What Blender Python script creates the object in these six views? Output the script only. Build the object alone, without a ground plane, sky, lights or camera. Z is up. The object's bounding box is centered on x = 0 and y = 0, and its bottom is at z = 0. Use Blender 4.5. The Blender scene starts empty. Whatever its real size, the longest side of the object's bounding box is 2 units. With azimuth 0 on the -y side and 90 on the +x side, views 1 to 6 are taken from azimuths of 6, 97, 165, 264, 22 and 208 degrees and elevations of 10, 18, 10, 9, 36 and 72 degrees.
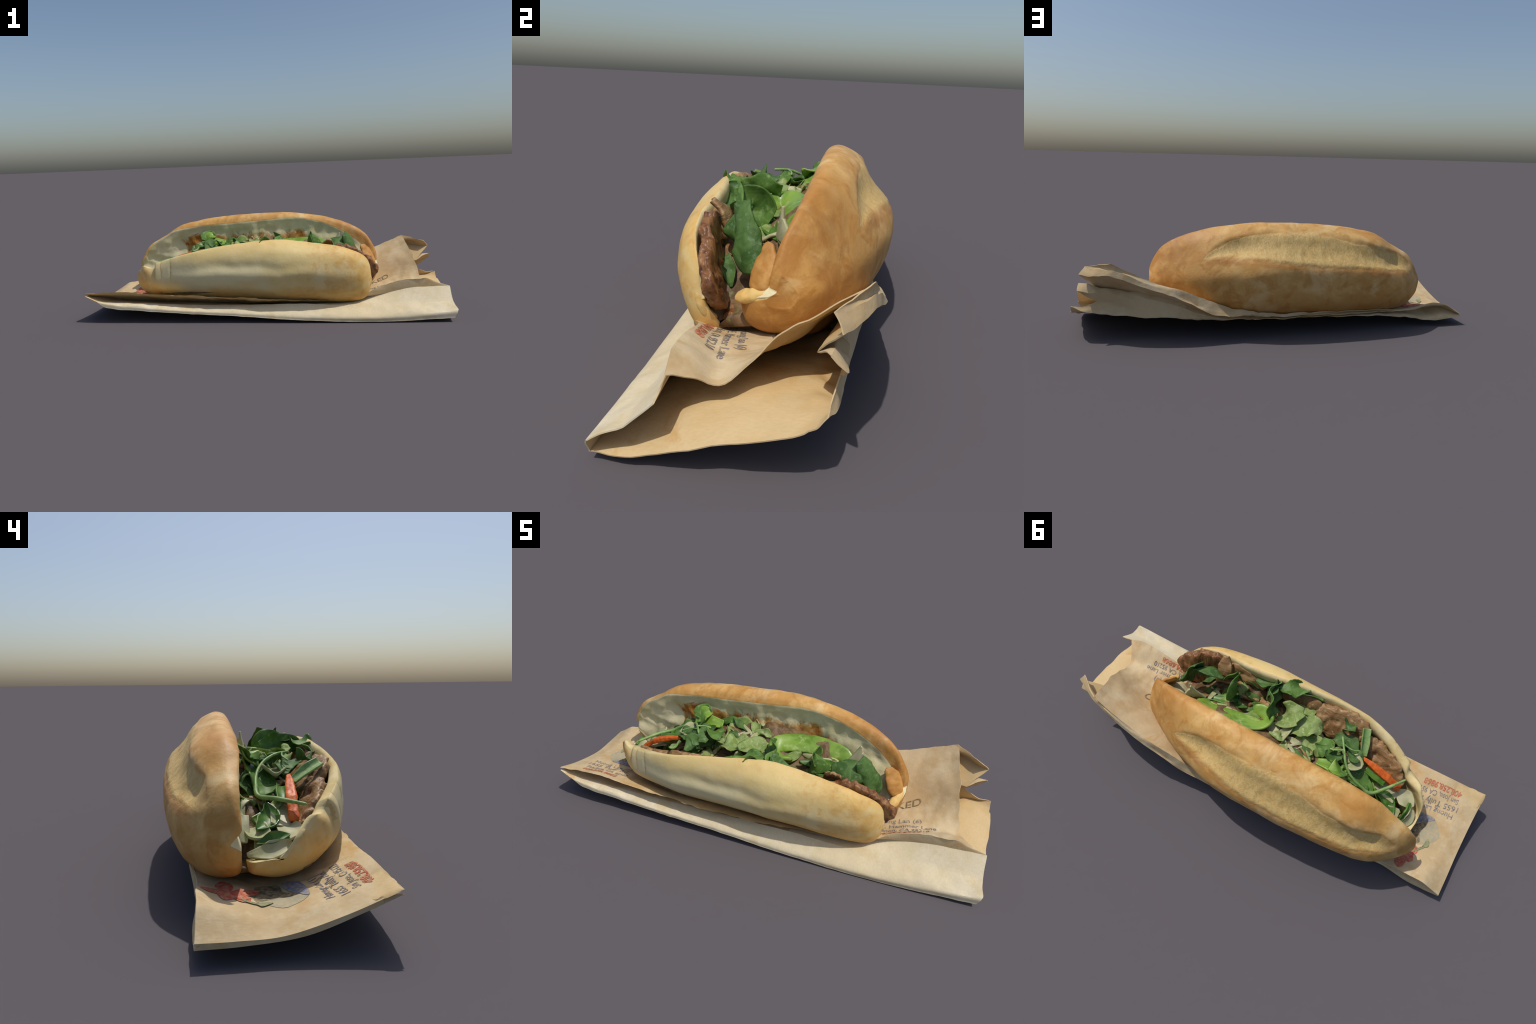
import bpy, bmesh, math, random
import numpy as np
from mathutils import Vector, noise
from mathutils.bvhtree import BVHTree

random.seed(7)
SC = bpy.context.scene.collection


# ---------------------------------------------------------------- maths
def pchip(xs, ys, q):
    """shape-preserving cubic through (xs, ys)"""
    xs = np.asarray(xs, float); ys = np.asarray(ys, float); q = np.asarray(q, float)
    h = np.diff(xs); d = np.diff(ys) / h
    m = np.zeros_like(ys)
    for i in range(1, len(xs) - 1):
        if d[i - 1] * d[i] > 0:
            w1 = 2 * h[i] + h[i - 1]; w2 = h[i] + 2 * h[i - 1]
            m[i] = (w1 + w2) / (w1 / d[i - 1] + w2 / d[i])
    m[0], m[-1] = d[0], d[-1]
    q = np.clip(q, xs[0], xs[-1])
    i = np.clip(np.searchsorted(xs, q) - 1, 0, len(h) - 1)
    t = (q - xs[i]) / h[i]
    return ((1 + 2 * t) * (1 - t) ** 2 * ys[i] + t * (1 - t) ** 2 * h[i] * m[i]
            + t * t * (3 - 2 * t) * ys[i + 1] + t * t * (t - 1) * h[i] * m[i + 1])


def catmull(pts, n):
    """n points, evenly spread by length, on a smooth curve through pts"""
    p = np.asarray(pts, float)
    if len(p) == 2:
        t = np.linspace(0, 1, n)[:, None]
        return p[0] * (1 - t) + p[1] * t
    p = np.vstack([2 * p[0] - p[1], p, 2 * p[-1] - p[-2]])
    out = []
    for i in range(1, len(p) - 2):
        for t in np.linspace(0, 1, 12, endpoint=False):
            a, b, c, d = p[i - 1:i + 3]
            out.append(0.5 * (2 * b + (c - a) * t + (2 * a - 5 * b + 4 * c - d) * t * t + (3 * b - a - 3 * c + d) * t ** 3))
    out.append(p[-2])
    out = np.array(out)
    s = np.r_[0, np.cumsum(np.linalg.norm(np.diff(out, axis=0), axis=1))]
    q = np.linspace(0, s[-1], n)
    return np.stack([np.interp(q, s, out[:, k]) for k in range(out.shape[1])], 1)


def lin(pts, n):
    p = np.asarray(pts, float)
    return np.stack([np.interp(np.linspace(0, len(p) - 1, n), np.arange(len(p)), p[:, k]) for k in range(p.shape[1])], 1)


def unit(v):
    return v / (np.linalg.norm(v) + 1e-12)


def nz(p, f, seed=0.0):
    return noise.noise(Vector((p[0] * f + seed, p[1] * f - seed * .7, p[2] * f + seed * 1.3)))


def lerp(a, b, t):
    return a + (b - a) * t


# ---------------------------------------------------------------- materials
class N:
    """small helper for node trees"""
    def __init__(s, name):
        s.m = bpy.data.materials.new(name); s.m.use_nodes = True
        s.t = s.m.node_tree
        s.b = s.t.nodes["Principled BSDF"]
        s.co = s.t.nodes.new("ShaderNodeTexCoord").outputs["Object"]

    def set(s, sock, v):
        if isinstance(v, (int, float)):
            sock.default_value = v
        elif isinstance(v, (tuple, list)):
            sock.default_value = tuple(v) + ((1,) if len(v) == 3 and len(sock.default_value) == 4 else ())
        else:
            s.t.links.new(v, sock)

    def math(s, op, a, b=0.0, c=0.0, clamp=False):
        n = s.t.nodes.new("ShaderNodeMath"); n.operation = op; n.use_clamp = clamp
        for i, v in enumerate((a, b, c)):
            s.set(n.inputs[i], v)
        return n.outputs[0]

    def xyz(s):
        n = s.t.nodes.new("ShaderNodeSeparateXYZ"); s.set(n.inputs[0], s.co)
        return n.outputs

    def noise(s, scale, detail=4, rough=.55, stretch=(1, 1, 1), warp=0.0, seed=0):
        mp = s.t.nodes.new("ShaderNodeMapping"); s.set(mp.inputs["Vector"], s.co)
        mp.inputs["Scale"].default_value = stretch
        mp.inputs["Location"].default_value = (seed * 3.1, seed * 1.7, seed * 2.3)
        n = s.t.nodes.new("ShaderNodeTexNoise"); s.set(n.inputs["Vector"], mp.outputs[0])
        n.inputs["Scale"].default_value = scale; n.inputs["Detail"].default_value = detail
        n.inputs["Roughness"].default_value = rough; n.inputs["Distortion"].default_value = warp
        return n.outputs["Fac"]

    def ramp(s, f, a, b, lo=0.0, hi=1.0):
        n = s.t.nodes.new("ShaderNodeMapRange"); n.interpolation_type = "SMOOTHSTEP"
        for i, v in enumerate((f, a, b, lo, hi)):
            s.set(n.inputs[i], v)
        return n.outputs[0]

    def mix(s, f, a, b):
        n = s.t.nodes.new("ShaderNodeMix"); n.data_type = "RGBA"
        s.set(n.inputs[0], f); s.set(n.inputs[6], a); s.set(n.inputs[7], b)
        return n.outputs[2]

    def curve(s, x, pts, lo, hi):
        """y(x) as a Float Curve; x in [lo, hi] and y in [0, 1]"""
        n = s.t.nodes.new("ShaderNodeFloatCurve")
        s.set(n.inputs["Value"], s.math("DIVIDE", s.math("SUBTRACT", x, lo), hi - lo, clamp=True))
        c = n.mapping.curves[0]
        q = [((px - lo) / (hi - lo), py) for px, py in pts]
        c.points[0].location = q[0]; c.points[1].location = q[-1]
        for p in q[1:-1]:
            c.points.new(*p)
        n.mapping.update()
        return n.outputs[0]

    def bump(s, h, strength=.3, dist=.01):
        n = s.t.nodes.new("ShaderNodeBump"); n.inputs["Strength"].default_value = strength
        n.inputs["Distance"].default_value = dist
        s.set(n.inputs["Height"], h); s.t.links.new(n.outputs[0], s.b.inputs["Normal"])

    def done(s, col, rough=.7, spec=.3, trans=0.0, coat=0.0):
        s.set(s.b.inputs["Base Color"], col); s.set(s.b.inputs["Roughness"], rough)
        s.b.inputs["Specular IOR Level"].default_value = spec
        s.b.inputs["Coat Weight"].default_value = coat
        if trans:
            t = s.t.nodes.new("ShaderNodeBsdfTranslucent"); s.set(t.inputs["Color"], col)
            mx = s.t.nodes.new("ShaderNodeMixShader"); mx.inputs[0].default_value = trans
            s.t.links.new(s.b.outputs[0], mx.inputs[1]); s.t.links.new(t.outputs[0], mx.inputs[2])
            out = next(n for n in s.t.nodes if n.type == "OUTPUT_MATERIAL")
            s.t.links.new(mx.outputs[0], out.inputs["Surface"])
        return s.m


# crease above and ledge below the slash on top of the loaf: (x, z)
CREASE = [(-.70, .335), (-.62, .385), (-.508, .413), (-.402, .446), (-.298, .472), (-.194, .493), (-.088, .504), (.02, .504), (.131, .493), (.252, .465), (.33, .43), (.394, .378)]
LEDGE = [(-.70, .295), (-.62, .309), (-.475, .331), (-.355, .343), (-.233, .351), (-.11, .363), (.012, .376), (.135, .390), (.26, .394), (.33, .390), (.394, .377)]


def crust_material(kind):
    k = N("crust_" + kind)
    x, y, z = k.xyz()
    big, mid, fine = k.noise(4, 3, seed=1), k.noise(14, 5, .6, warp=.6, seed=2), k.noise(60, 4, .6, seed=3)
    if kind == "golden":
        c = k.mix(k.ramp(mid, .35, .7), (.585, .315, .085), (.70, .435, .155))
        c = k.mix(k.ramp(big, .46, .70, 0, .65), c, (.53, .245, .055))
        c = k.mix(k.ramp(k.noise(7, 5, .65, warp=1.5, seed=31), .50, .66, 0, .65), c, (.47, .205, .036))
        c = k.mix(k.ramp(k.noise(5, 4, .6, warp=.8, seed=33), .52, .68, 0, .7), c, (.76, .55, .26))
        # darker bake at the open-mouth end of the loaf and along its foot
        brown_zone = k.math("ADD", k.ramp(x, .22, .60), k.ramp(k.math("ADD", z, k.math("MULTIPLY", big, .1)), .30, .13, 0, .75), clamp=True)
        brown_zone = k.math("MULTIPLY", brown_zone, k.ramp(k.math("ADD", mid, k.math("MULTIPLY", big, .4)), .42, .80), clamp=True)
        c = k.mix(k.math("MULTIPLY", brown_zone, .85), c, (.38, .15, .022))
        spots = k.math("MULTIPLY", k.ramp(k.noise(11, 5, .65, warp=1, seed=37), .50, .66), k.ramp(x, .15, .5, .25, .8))
        c = k.mix(spots, c, (.43, .185, .035))
        # torn, paler crumb inside the slash
        zc = k.curve(x, CREASE, -.70, .394); zl = k.curve(x, LEDGE, -.70, .394)
        wob = k.math("MULTIPLY", k.math("SUBTRACT", mid, .5), .05)
        zz = k.math("ADD", z, wob)
        up = k.ramp(k.math("SUBTRACT", zc, zz), -.003, .008)
        dn = k.ramp(k.math("SUBTRACT", zz, zl), -.012, .014)
        inx = k.math("MULTIPLY", k.ramp(x, -.70, -.64), k.ramp(x, .394, .37))
        back = k.ramp(y, .14, .17)
        slash = k.math("MULTIPLY", k.math("MULTIPLY", up, dn), k.math("MULTIPLY", inx, back))
        fib = k.noise(55, 6, .75, stretch=(1.3, 1, .5), warp=.5, seed=4)
        pale = k.mix(k.ramp(fib, .35, .65), (.60, .375, .115), (.70, .50, .20))
        c = k.mix(slash, c, pale)
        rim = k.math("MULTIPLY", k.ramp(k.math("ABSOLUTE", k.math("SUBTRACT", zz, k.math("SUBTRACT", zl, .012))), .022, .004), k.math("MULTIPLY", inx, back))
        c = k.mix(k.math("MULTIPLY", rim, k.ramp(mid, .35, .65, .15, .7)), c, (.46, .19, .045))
        k.bump(k.math("ADD", k.math("MULTIPLY", slash, k.math("MULTIPLY", fib, .8)), k.math("MULTIPLY", fine, .25)), .45, .012)
    else:
        c = k.mix(k.ramp(mid, .35, .7), (.72, .555, .235), (.76, .610, .295))
        c = k.mix(k.math("MULTIPLY", k.ramp(big, .4, .6), k.math("MULTIPLY", k.ramp(z, .14, .2), k.ramp(z, .36, .28))), c, (.745, .645, .365))
        gold = k.math("ADD", k.ramp(x, .12, .55), k.ramp(x, -.50, -.72, 0, .9), clamp=True)
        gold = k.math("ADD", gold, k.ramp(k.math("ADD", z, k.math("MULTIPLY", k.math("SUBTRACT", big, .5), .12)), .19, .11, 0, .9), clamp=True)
        gold = k.math("ADD", gold, k.ramp(k.math("ADD", z, k.math("MULTIPLY", k.math("SUBTRACT", big, .5), .1)), .35, .43, 0, .45), clamp=True)
        c = k.mix(k.math("MULTIPLY", gold, k.ramp(mid, .25, .7, .35, 1)), c, (.66, .39, .10))
        c = k.mix(k.math("MULTIPLY", gold, k.ramp(k.noise(9, 4, .6, seed=8), .52, .72, 0, .8)), c, (.50, .25, .06))
        c = k.mix(k.math("MULTIPLY", k.ramp(k.noise(26, 4, .65, seed=9), .54, .68, 0, .55), k.ramp(x, .05, .35)), c, (.62, .34, .09))
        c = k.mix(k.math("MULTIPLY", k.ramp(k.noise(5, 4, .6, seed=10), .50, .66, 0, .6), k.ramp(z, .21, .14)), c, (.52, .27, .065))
        for fx, wd in ((-.605, .004), (-.560, .003), (-.500, .004)):
            dx = k.math("ABSOLUTE", k.math("SUBTRACT", k.math("ADD", x, k.math("MULTIPLY", k.math("SUBTRACT", mid, .5), .03)), fx))
            line = k.math("MULTIPLY", k.ramp(dx, wd, wd * .3), k.ramp(z, .20, .27))
            c = k.mix(k.math("MULTIPLY", k.math("MULTIPLY", line, k.ramp(y, -.10, -.14)), .65), c, (.40, .24, .055))
        k.bump(fine, .15, .008)
    return k.done(c, .55, .35)


def crumb_material(stained):
    k = N("bread_crumb_stained" if stained else "bread_crumb")
    x, y, z = k.xyz()
    a, b = k.noise(9, 5, .6, seed=5), k.noise(45, 4, .6, seed=6)
    if stained:
        c = k.mix(k.ramp(a, .3, .7), (.62, .55, .30), (.76, .68, .43))
        c = k.mix(k.ramp(b, .5, .7, 0, .35), c, (.62, .54, .27))
    else:
        c = k.mix(k.ramp(a, .3, .7), (.60, .46, .20), (.73, .60, .33))
        c = k.mix(k.ramp(b, .5, .7, 0, .4), c, (.60, .42, .14))
    if stained:
        s1 = k.noise(11, 5, .7, stretch=(1, 1, .55), warp=1.5, seed=9)
        band = k.math("MULTIPLY", k.ramp(z, .475, .39), k.math("MULTIPLY", k.ramp(x, -.58, -.42), k.ramp(x, .36, .2)))
        st = k.ramp(k.math("ADD", s1, k.math("MULTIPLY", band, .27)), .60, .80)
        st = k.math("MULTIPLY", st, k.ramp(band, .05, .4))
        c = k.mix(st, c, k.mix(k.ramp(b, .4, .6), (.42, .14, .022), (.52, .28, .07)))
    k.bump(k.math("ADD", a, k.math("MULTIPLY", b, .5)), .3, .012)
    return k.done(c, .85, .15)


def paper_material(kind):
    k = N("kraft_paper_" + kind)
    x, y, z = k.xyz()
    a = k.noise(3.5, 4, .55, warp=.8, seed=11); b = k.noise(16, 5, .6, seed=12); f = k.noise(160, 2, .5, stretch=(1, .4, 1), seed=13)
    if kind == "tan":
        c = k.mix(k.ramp(a, .35, .65), (.53, .385, .205), (.63, .485, .285))
        c = k.mix(k.ramp(b, .48, .70, 0, .55), c, (.68, .56, .36))
        c = k.mix(k.ramp(k.noise(4.5, 4, .6, warp=.6, seed=71), .50, .68, 0, .45), c, (.70, .595, .395))
        c = k.mix(k.ramp(k.noise(5, 4, .6, warp=1, seed=14), .54, .70, 0, .6), c, (.52, .32, .12))
    elif kind == "pale":
        c = k.mix(k.ramp(a, .35, .65), (.66, .555, .36), (.73, .645, .46))
        c = k.mix(k.ramp(b, .52, .72, 0, .5), c, (.63, .56, .31))
    else:
        c = k.mix(k.ramp(a, .35, .65), (.60, .42, .20), (.67, .51, .28))
        c = k.mix(k.ramp(k.noise(6, 4, .6, warp=1, seed=15), .50, .68, 0, .7), c, (.55, .32, .11))
    c = k.mix(k.ramp(k.noise(9, 4, .6, seed=66), .52, .68, 0, .55), c, (.50, .33, .15) if kind == "tan" else (.62, .48, .26))
    c = k.mix(k.ramp(f, .3, .7, 0, .12), c, (.40, .27, .12))
    k.bump(k.math("ADD", b, k.math("MULTIPLY", f, .2)), .25, .01)
    return k.done(c, .75, .2)


def two_tone(name, c1, c2, scale=20, rough=.5, trans=0.0, c3=None, stretch=(1, 1, 1), coat=0.0, bump=.3, spec=.4):
    k = N(name)
    a = k.noise(scale, 4, .6, stretch=stretch, warp=.8, seed=hash_name(name))
    c = k.mix(k.ramp(a, .35, .65), c1, c2)
    b = k.noise(scale * 2.3, 4, .6, seed=hash_name(name) + 3)
    if c3:
        c = k.mix(k.ramp(b, .55, .7), c, c3)
    if bump:
        k.bump(a, bump, .01)
    return k.done(c, rough, spec, trans, coat)


def hash_name(s):
    return sum(ord(ch) for ch in s) % 17


# ---------------------------------------------------------------- objects
def empty(name, **props):
    o = bpy.data.objects.new(name, None); SC.objects.link(o)
    for kk, v in props.items():
        o[kk] = v
    return o


def mesh_object(name, verts, faces, mats, parent=None, idx=None, smooth=True):
    me = bpy.data.meshes.new(name)
    me.from_pydata([tuple(map(float, v)) for v in verts], [], faces)
    for m in (mats if isinstance(mats, list) else [mats]):
        me.materials.append(m)
    if idx is not None:
        me.polygons.foreach_set("material_index", idx)
    me.polygons.foreach_set("use_smooth", [smooth] * len(me.polygons))
    bm = bmesh.new(); bm.from_mesh(me)
    bmesh.ops.remove_doubles(bm, verts=bm.verts, dist=1e-5)
    bmesh.ops.recalc_face_normals(bm, faces=bm.faces)
    bm.to_mesh(me); bm.free()
    o = bpy.data.objects.new(name, me); SC.objects.link(o)
    o.parent = parent
    return o


def smooth_by_angle(o, deg):
    me = o.data
    bm = bmesh.new(); bm.from_mesh(me)
    for e in bm.edges:
        if len(e.link_faces) == 2 and e.calc_face_angle(0) > math.radians(deg):
            e.smooth = False
    bm.to_mesh(me); bm.free()


# ---------------------------------------------------------------- bread halves
def half_loaf(name, parent, xs, ring_out, ring_in, n_out, n_in, relief, mat_crust, mat_crumb):
    """a hollow half loaf: stations along x; the outer arc is crust, the inner arc crumb"""
    rows = []
    for x in xs:
        o = catmull(ring_out(x), n_out); i = catmull(ring_in(x), n_in)
        rows.append(np.vstack([o, i[1:-1]]))
    rows = np.array(rows); m = rows.shape[1]
    V = np.zeros((len(xs), m, 3))
    V[:, :, 0] = np.asarray(xs)[:, None]; V[:, :, 1:] = rows
    # normals by finite differences, then relief along them
    du = np.gradient(V, axis=0); dv = (np.roll(V, -1, 1) - np.roll(V, 1, 1))
    nn = np.cross(du, dv); nn /= np.linalg.norm(nn, axis=2, keepdims=True) + 1e-9
    c = V.mean(axis=1, keepdims=True)
    if np.sum((V - c)[:, :n_out] * nn[:, :n_out]) < 0:
        nn = -nn
    D = np.array([[relief(V[a, b], b < n_out, b, n_out) for b in range(m)] for a in range(len(xs))])
    fade = np.clip(np.minimum(np.arange(len(xs)), np.arange(len(xs))[::-1]) / 4, 0, 1)[:, None]
    V = V + nn * (D * fade)[:, :, None]
    verts = V.reshape(-1, 3)
    faces, part = [], []
    for a in range(len(xs) - 1):
        for b in range(m):
            b2 = (b + 1) % m
            faces.append((a * m + b, a * m + b2, (a + 1) * m + b2, (a + 1) * m + b)); part.append(0 if b < n_out - 1 else 1)
    for a in (0, len(xs) - 1):            # close both tips
        verts = np.vstack([verts, V[a].mean(axis=0)])
        for b in range(m):
            faces.append((a * m + b, a * m + (b + 1) % m, len(verts) - 1)); part.append(0)
    # whole-body normals, shared by both parts
    whole = bpy.data.meshes.new("tmp"); whole.from_pydata(verts.tolist(), [], faces)
    bm = bmesh.new(); bm.from_mesh(whole)
    bmesh.ops.recalc_face_normals(bm, faces=bm.faces); bm.to_mesh(whole); bm.free()
    vn = [tuple(v.normal) for v in whole.vertices]
    polys = [tuple(p.vertices) for p in whole.polygons]
    bpy.data.meshes.remove(whole)
    root = empty(name); root.parent = parent
    for k, (pn, mat) in enumerate((("crust", mat_crust), ("crumb", mat_crumb))):
        fs = [f for f, q in zip(polys, part) if q == k]
        used = sorted({i for f in fs for i in f}); mp = {i: j for j, i in enumerate(used)}
        me = bpy.data.meshes.new(pn)
        me.from_pydata([verts[i].tolist() for i in used], [], [tuple(mp[i] for i in f) for f in fs])
        me.materials.append(mat)
        me.polygons.foreach_set("use_smooth", [True] * len(me.polygons))
        me.normals_split_custom_set_from_vertices([vn[i] for i in used])
        o = bpy.data.objects.new(pn, me); SC.objects.link(o); o.parent = root
    return root


def stations(a, b, n):
    return (a + b) / 2 - (b - a) / 2 * np.cos(np.linspace(0, math.pi, n))


# lid: x, rim y, rim z, crest z, back y, foot z, hinge y, hinge z
LID = np.array([
    (-.782, .110, .240, .256, .130, .222, .118, .228),
    (-.765, .085, .270, .298, .158, .172, .088, .205),
    (-.740, .085, .315, .343, .188, .138, .084, .180),
    (-.700, .086, .365, .380, .222, .110, .080, .145),
    (-.650, .083, .402, .408, .258, .096, .072, .125),
    (-.600, .076, .430, .437, .282, .089, .066, .118),
    (-.555, .071, .457, .468, .295, .086, .06, .115),
    (-.505, .069, .468, .492, .304, .085, .055, .115),
    (-.370, .069, .483, .517, .316, .085, .05, .115),
    (-.190, .066, .495, .537, .325, .088, .04, .115),
    (.000, .066, .508, .546, .327, .092, .03, .12),
    (.135, .067, .518, .545, .314, .095, .015, .125),
    (.285, .055, .498, .529, .277, .098, -.01, .13),
    (.420, .037, .447, .497, .220, .100, -.05, .15),
    (.510, .018, .390, .460, .172, .104, -.078, .18),
    (.565, .000, .335, .425, .135, .118, -.095, .21),
    (.600, -.015, .290, .380, .106, .145, -.080, .225),
    (.618, -.015, .272, .345, .084, .172, -.055, .232),
    (.630, .005, .268, .305, .056, .222, -.018, .245)])


def lid_at(x):
    return [float(pchip(LID[:, 0], LID[:, k], x)) for k in range(1, 8)]


def lid_out(x):
    yr, zr, zt, ym, zb, yh, zh = lid_at(x); D = ym - yr; H = zt - zb
    q = float(np.clip((x + .05) / .25, 0, 1)); q = q * q * (3 - 2 * q)      # flatter shoulder towards both ends
    q = max(q, .8 * float(np.clip((-.40 - x) / .2, 0, 1)))
    return [(yr, zr), (yr + .07 * D, lerp(zr, zt, .7)), (yr + .21 * D, zt), (yr + lerp(.41, .36, q) * D, zt - .035 * H), (yr + lerp(.61, .53, q) * D, zt - lerp(.10, .105, q) * H),
            (yr + lerp(.79, .71, q) * D, zt - .225 * H), (yr + lerp(.925, .88, q) * D, zt - .36 * H), (ym, zt - .50 * H), (yr + .975 * D, zt - .66 * H),
            (yr + .89 * D, zt - .81 * H), (yr + .77 * D, zt - .905 * H), (yr + .58 * D, zt - .975 * H),
            (lerp(yr + .58 * D, yh, .55), zb), (lerp(yr + .58 * D, yh, .9), lerp(zb, zh, .3)), (yh, zh)]


def lid_in(x):
    yr, zr, zt, ym, zb, yh, zh = lid_at(x); D = ym - yr
    f = lambda a, t: (lerp(yh, yr, t) + a * D, lerp(zh, zr, t))
    return [(yh, zh), f(.02, .06), f(.05, .24), f(.07, .45), f(.075, .65), f(.065, .80), f(.035, .90), (yr, zr)]


CRX, CRZ = zip(*CREASE)
LGX, LGZ = zip(*LEDGE)


def lid_relief(p, outer, b, n):
    x, y, z = p
    d = .004 * nz(p, 7, 2) + .002 * nz(p, 22, 5)
    if outer:
        if y > .15 and -.70 < x < .394:
            zc = float(np.interp(x, CRX, CRZ)); zl = float(np.interp(x, LGX, LGZ))
            zc += .006 * nz(p, 18, 3); zl += .007 * nz(p, 15, 9)
            s = (zc - z) / max(zc - zl, .02)
            amp = min(1, (x + .70) / .08) * min(1, (.394 - x) / .16)
            if s <= 0:
                d -= amp * .013 * math.exp(-(s / .16) ** 2)
            elif s < .96:
                d -= amp * (.013 * (1 - s / .96) + .015 * math.sin(math.pi * s / .96) ** .9)
            if 0 < s < 1:
                d += amp * .002 * nz((x * 2, y, z * .6), 30, 7)
            d -= amp * .004 * math.exp(-((s - 1) / .07) ** 2)
    else:
        q = (b - n) / 34.0
        d += .014 * nz(p, 8, 12) + .010 * nz((x * 2.0, y, z * .8), 15, 4) - .014 * abs(nz((x, y, z * 2.5), 7, 19))
        d *= max(0, min(1, 6 * q, 6 * (1 - q)))
    return d


# bun: x, rim y, rim z, belly y, foot z, hinge y, hinge z
BUN = np.array([
    (-.750, -.040, .178, -.043, .170, -.005, .174),
    (-.742, -.080, .232, -.090, .138, .045, .165),
    (-.722, -.106, .260, -.123, .116, .060, .160),
    (-.690, -.140, .288, -.163, .102, .066, .155),
    (-.640, -.168, .281, -.203, .094, .066, .145),
    (-.612, -.182, .287, -.216, .092, .064, .142),
    (-.600, -.194, .309, -.230, .091, .062, .141),
    (-.570, -.210, .318, -.243, .090, .06, .14),
    (-.470, -.258, .355, -.278, .086, .05, .13),
    (-.335, -.282, .389, -.311, .083, .045, .125),
    (-.220, -.278, .410, -.320, .081, .04, .12),
    (-.100, -.268, .425, -.325, .079, .035, .12),
    (.000, -.256, .434, -.328, .077, .03, .12),
    (.100, -.241, .433, -.334, .076, .015, .12),
    (.200, -.237, .423, -.332, .075, .0, .12),
    (.300, -.241, .410, -.326, .075, -.03, .12),
    (.390, -.248, .396, -.313, .076, -.07, .12),
    (.470, -.244, .372, -.295, .080, -.11, .12),
    (.530, -.229, .342, -.269, .090, -.14, .125),
    (.558, -.216, .312, -.246, .108, -.150, .135),
    (.571, -.208, .280, -.230, .135, -.160, .155),
    (.580, -.205, .213, -.209, .197, -.199, .204)])


def bun_at(x):
    return [float(pchip(BUN[:, 0], BUN[:, k], x)) for k in range(1, 7)]


def bun_out(x):
    yr, zr, yo, zb, yh, zh = bun_at(x); h = zr - zb; B = yr - yo; L = yh - yo
    return [(yr, zr), (yr - .38 * B, zr - .05 * h), (yr - .75 * B, zr - .15 * h), (yr - .95 * B, zr - .30 * h), (yo, zr - .45 * h),
            (yo + .05 * L, zr - .60 * h), (yo + .145 * L, zr - .75 * h), (yo + .29 * L, zr - .90 * h), (yo + .46 * L, zr - .985 * h),
            (yo + .7 * L, zb), (lerp(yo, yh, .96), lerp(zb, zh, .3)), (yh, zh)]


def bun_in(x):
    yr, zr, yo, zb, yh, zh = bun_at(x); h = zr - zb; L = yh - yo; w = min(.065, .24 * L); k = .2 + .35 * float(np.clip((-.25 - x) / .25, 0, 1))
    return [(yh, zh), (lerp(yh, yo, .2), zh + .01 * h), (yo + .45 * L, lerp(zb, zr, .22)), (yo + .18 * L + w * .4, lerp(zb, zr, .42)),
            (lerp(yo + w, yr + .03, .6), lerp(zb, zr, .66)), (yr + k * w, lerp(zb, zr, .93)), (yr, zr)]


def bun_relief(p, outer, b, n):
    x, y, z = p
    d = .003 * nz(p, 6, 21) + .0012 * nz(p, 22, 25)
    if outer and y < -.1:
        # shallow dent along the belly, with a soft roll below it
        line = .302 - .06 * (x + .1) ** 2 + .012 * nz((x, 0, 0), 6, 77)
        d -= .0085 * math.exp(-((z - line) / .028) ** 2) * math.exp(-((x + .08) / .27) ** 2)
        d += .005 * math.exp(-((z - line + .055 - .10 * (x - .05)) / .024) ** 2) * math.exp(-((x - .05) / .16) ** 2)
        d -= .006 * float(np.clip((-.603 - x) / .006, 0, 1)) * max(0, min(1, (z - .13) / .06))
        # folds across the closed end
        for fx, a in ((-.560, .0018), (-.500, .0022)):
            d -= a * math.exp(-((x - fx - .03 * (z - .3)) / .004) ** 2) * max(0, min(1, (z - .22) / .05))
    elif not outer:
        d += .008 * nz(p, 10, 31)
        q = (b - n) / 22.0
        d *= max(0, min(1, 6 * q, 6 * (1.05 - q)))
    return d


sandwich = empty("filled_sandwich", label="crusty split roll stuffed with roast pork, herbs and vegetables", category="sandwich")
CRUST_G, CRUST_P = crust_material("golden"), crust_material("pale")
half_loaf("upper_roll", sandwich, stations(LID[0, 0], LID[-1, 0], 220), lid_out, lid_in, 96, 36, lid_relief, CRUST_G, crumb_material(True))
half_loaf("lower_roll", sandwich, stations(BUN[0, 0], BUN[-1, 0], 180), bun_out, bun_in, 64, 30, bun_relief, CRUST_P, crumb_material(False))

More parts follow.
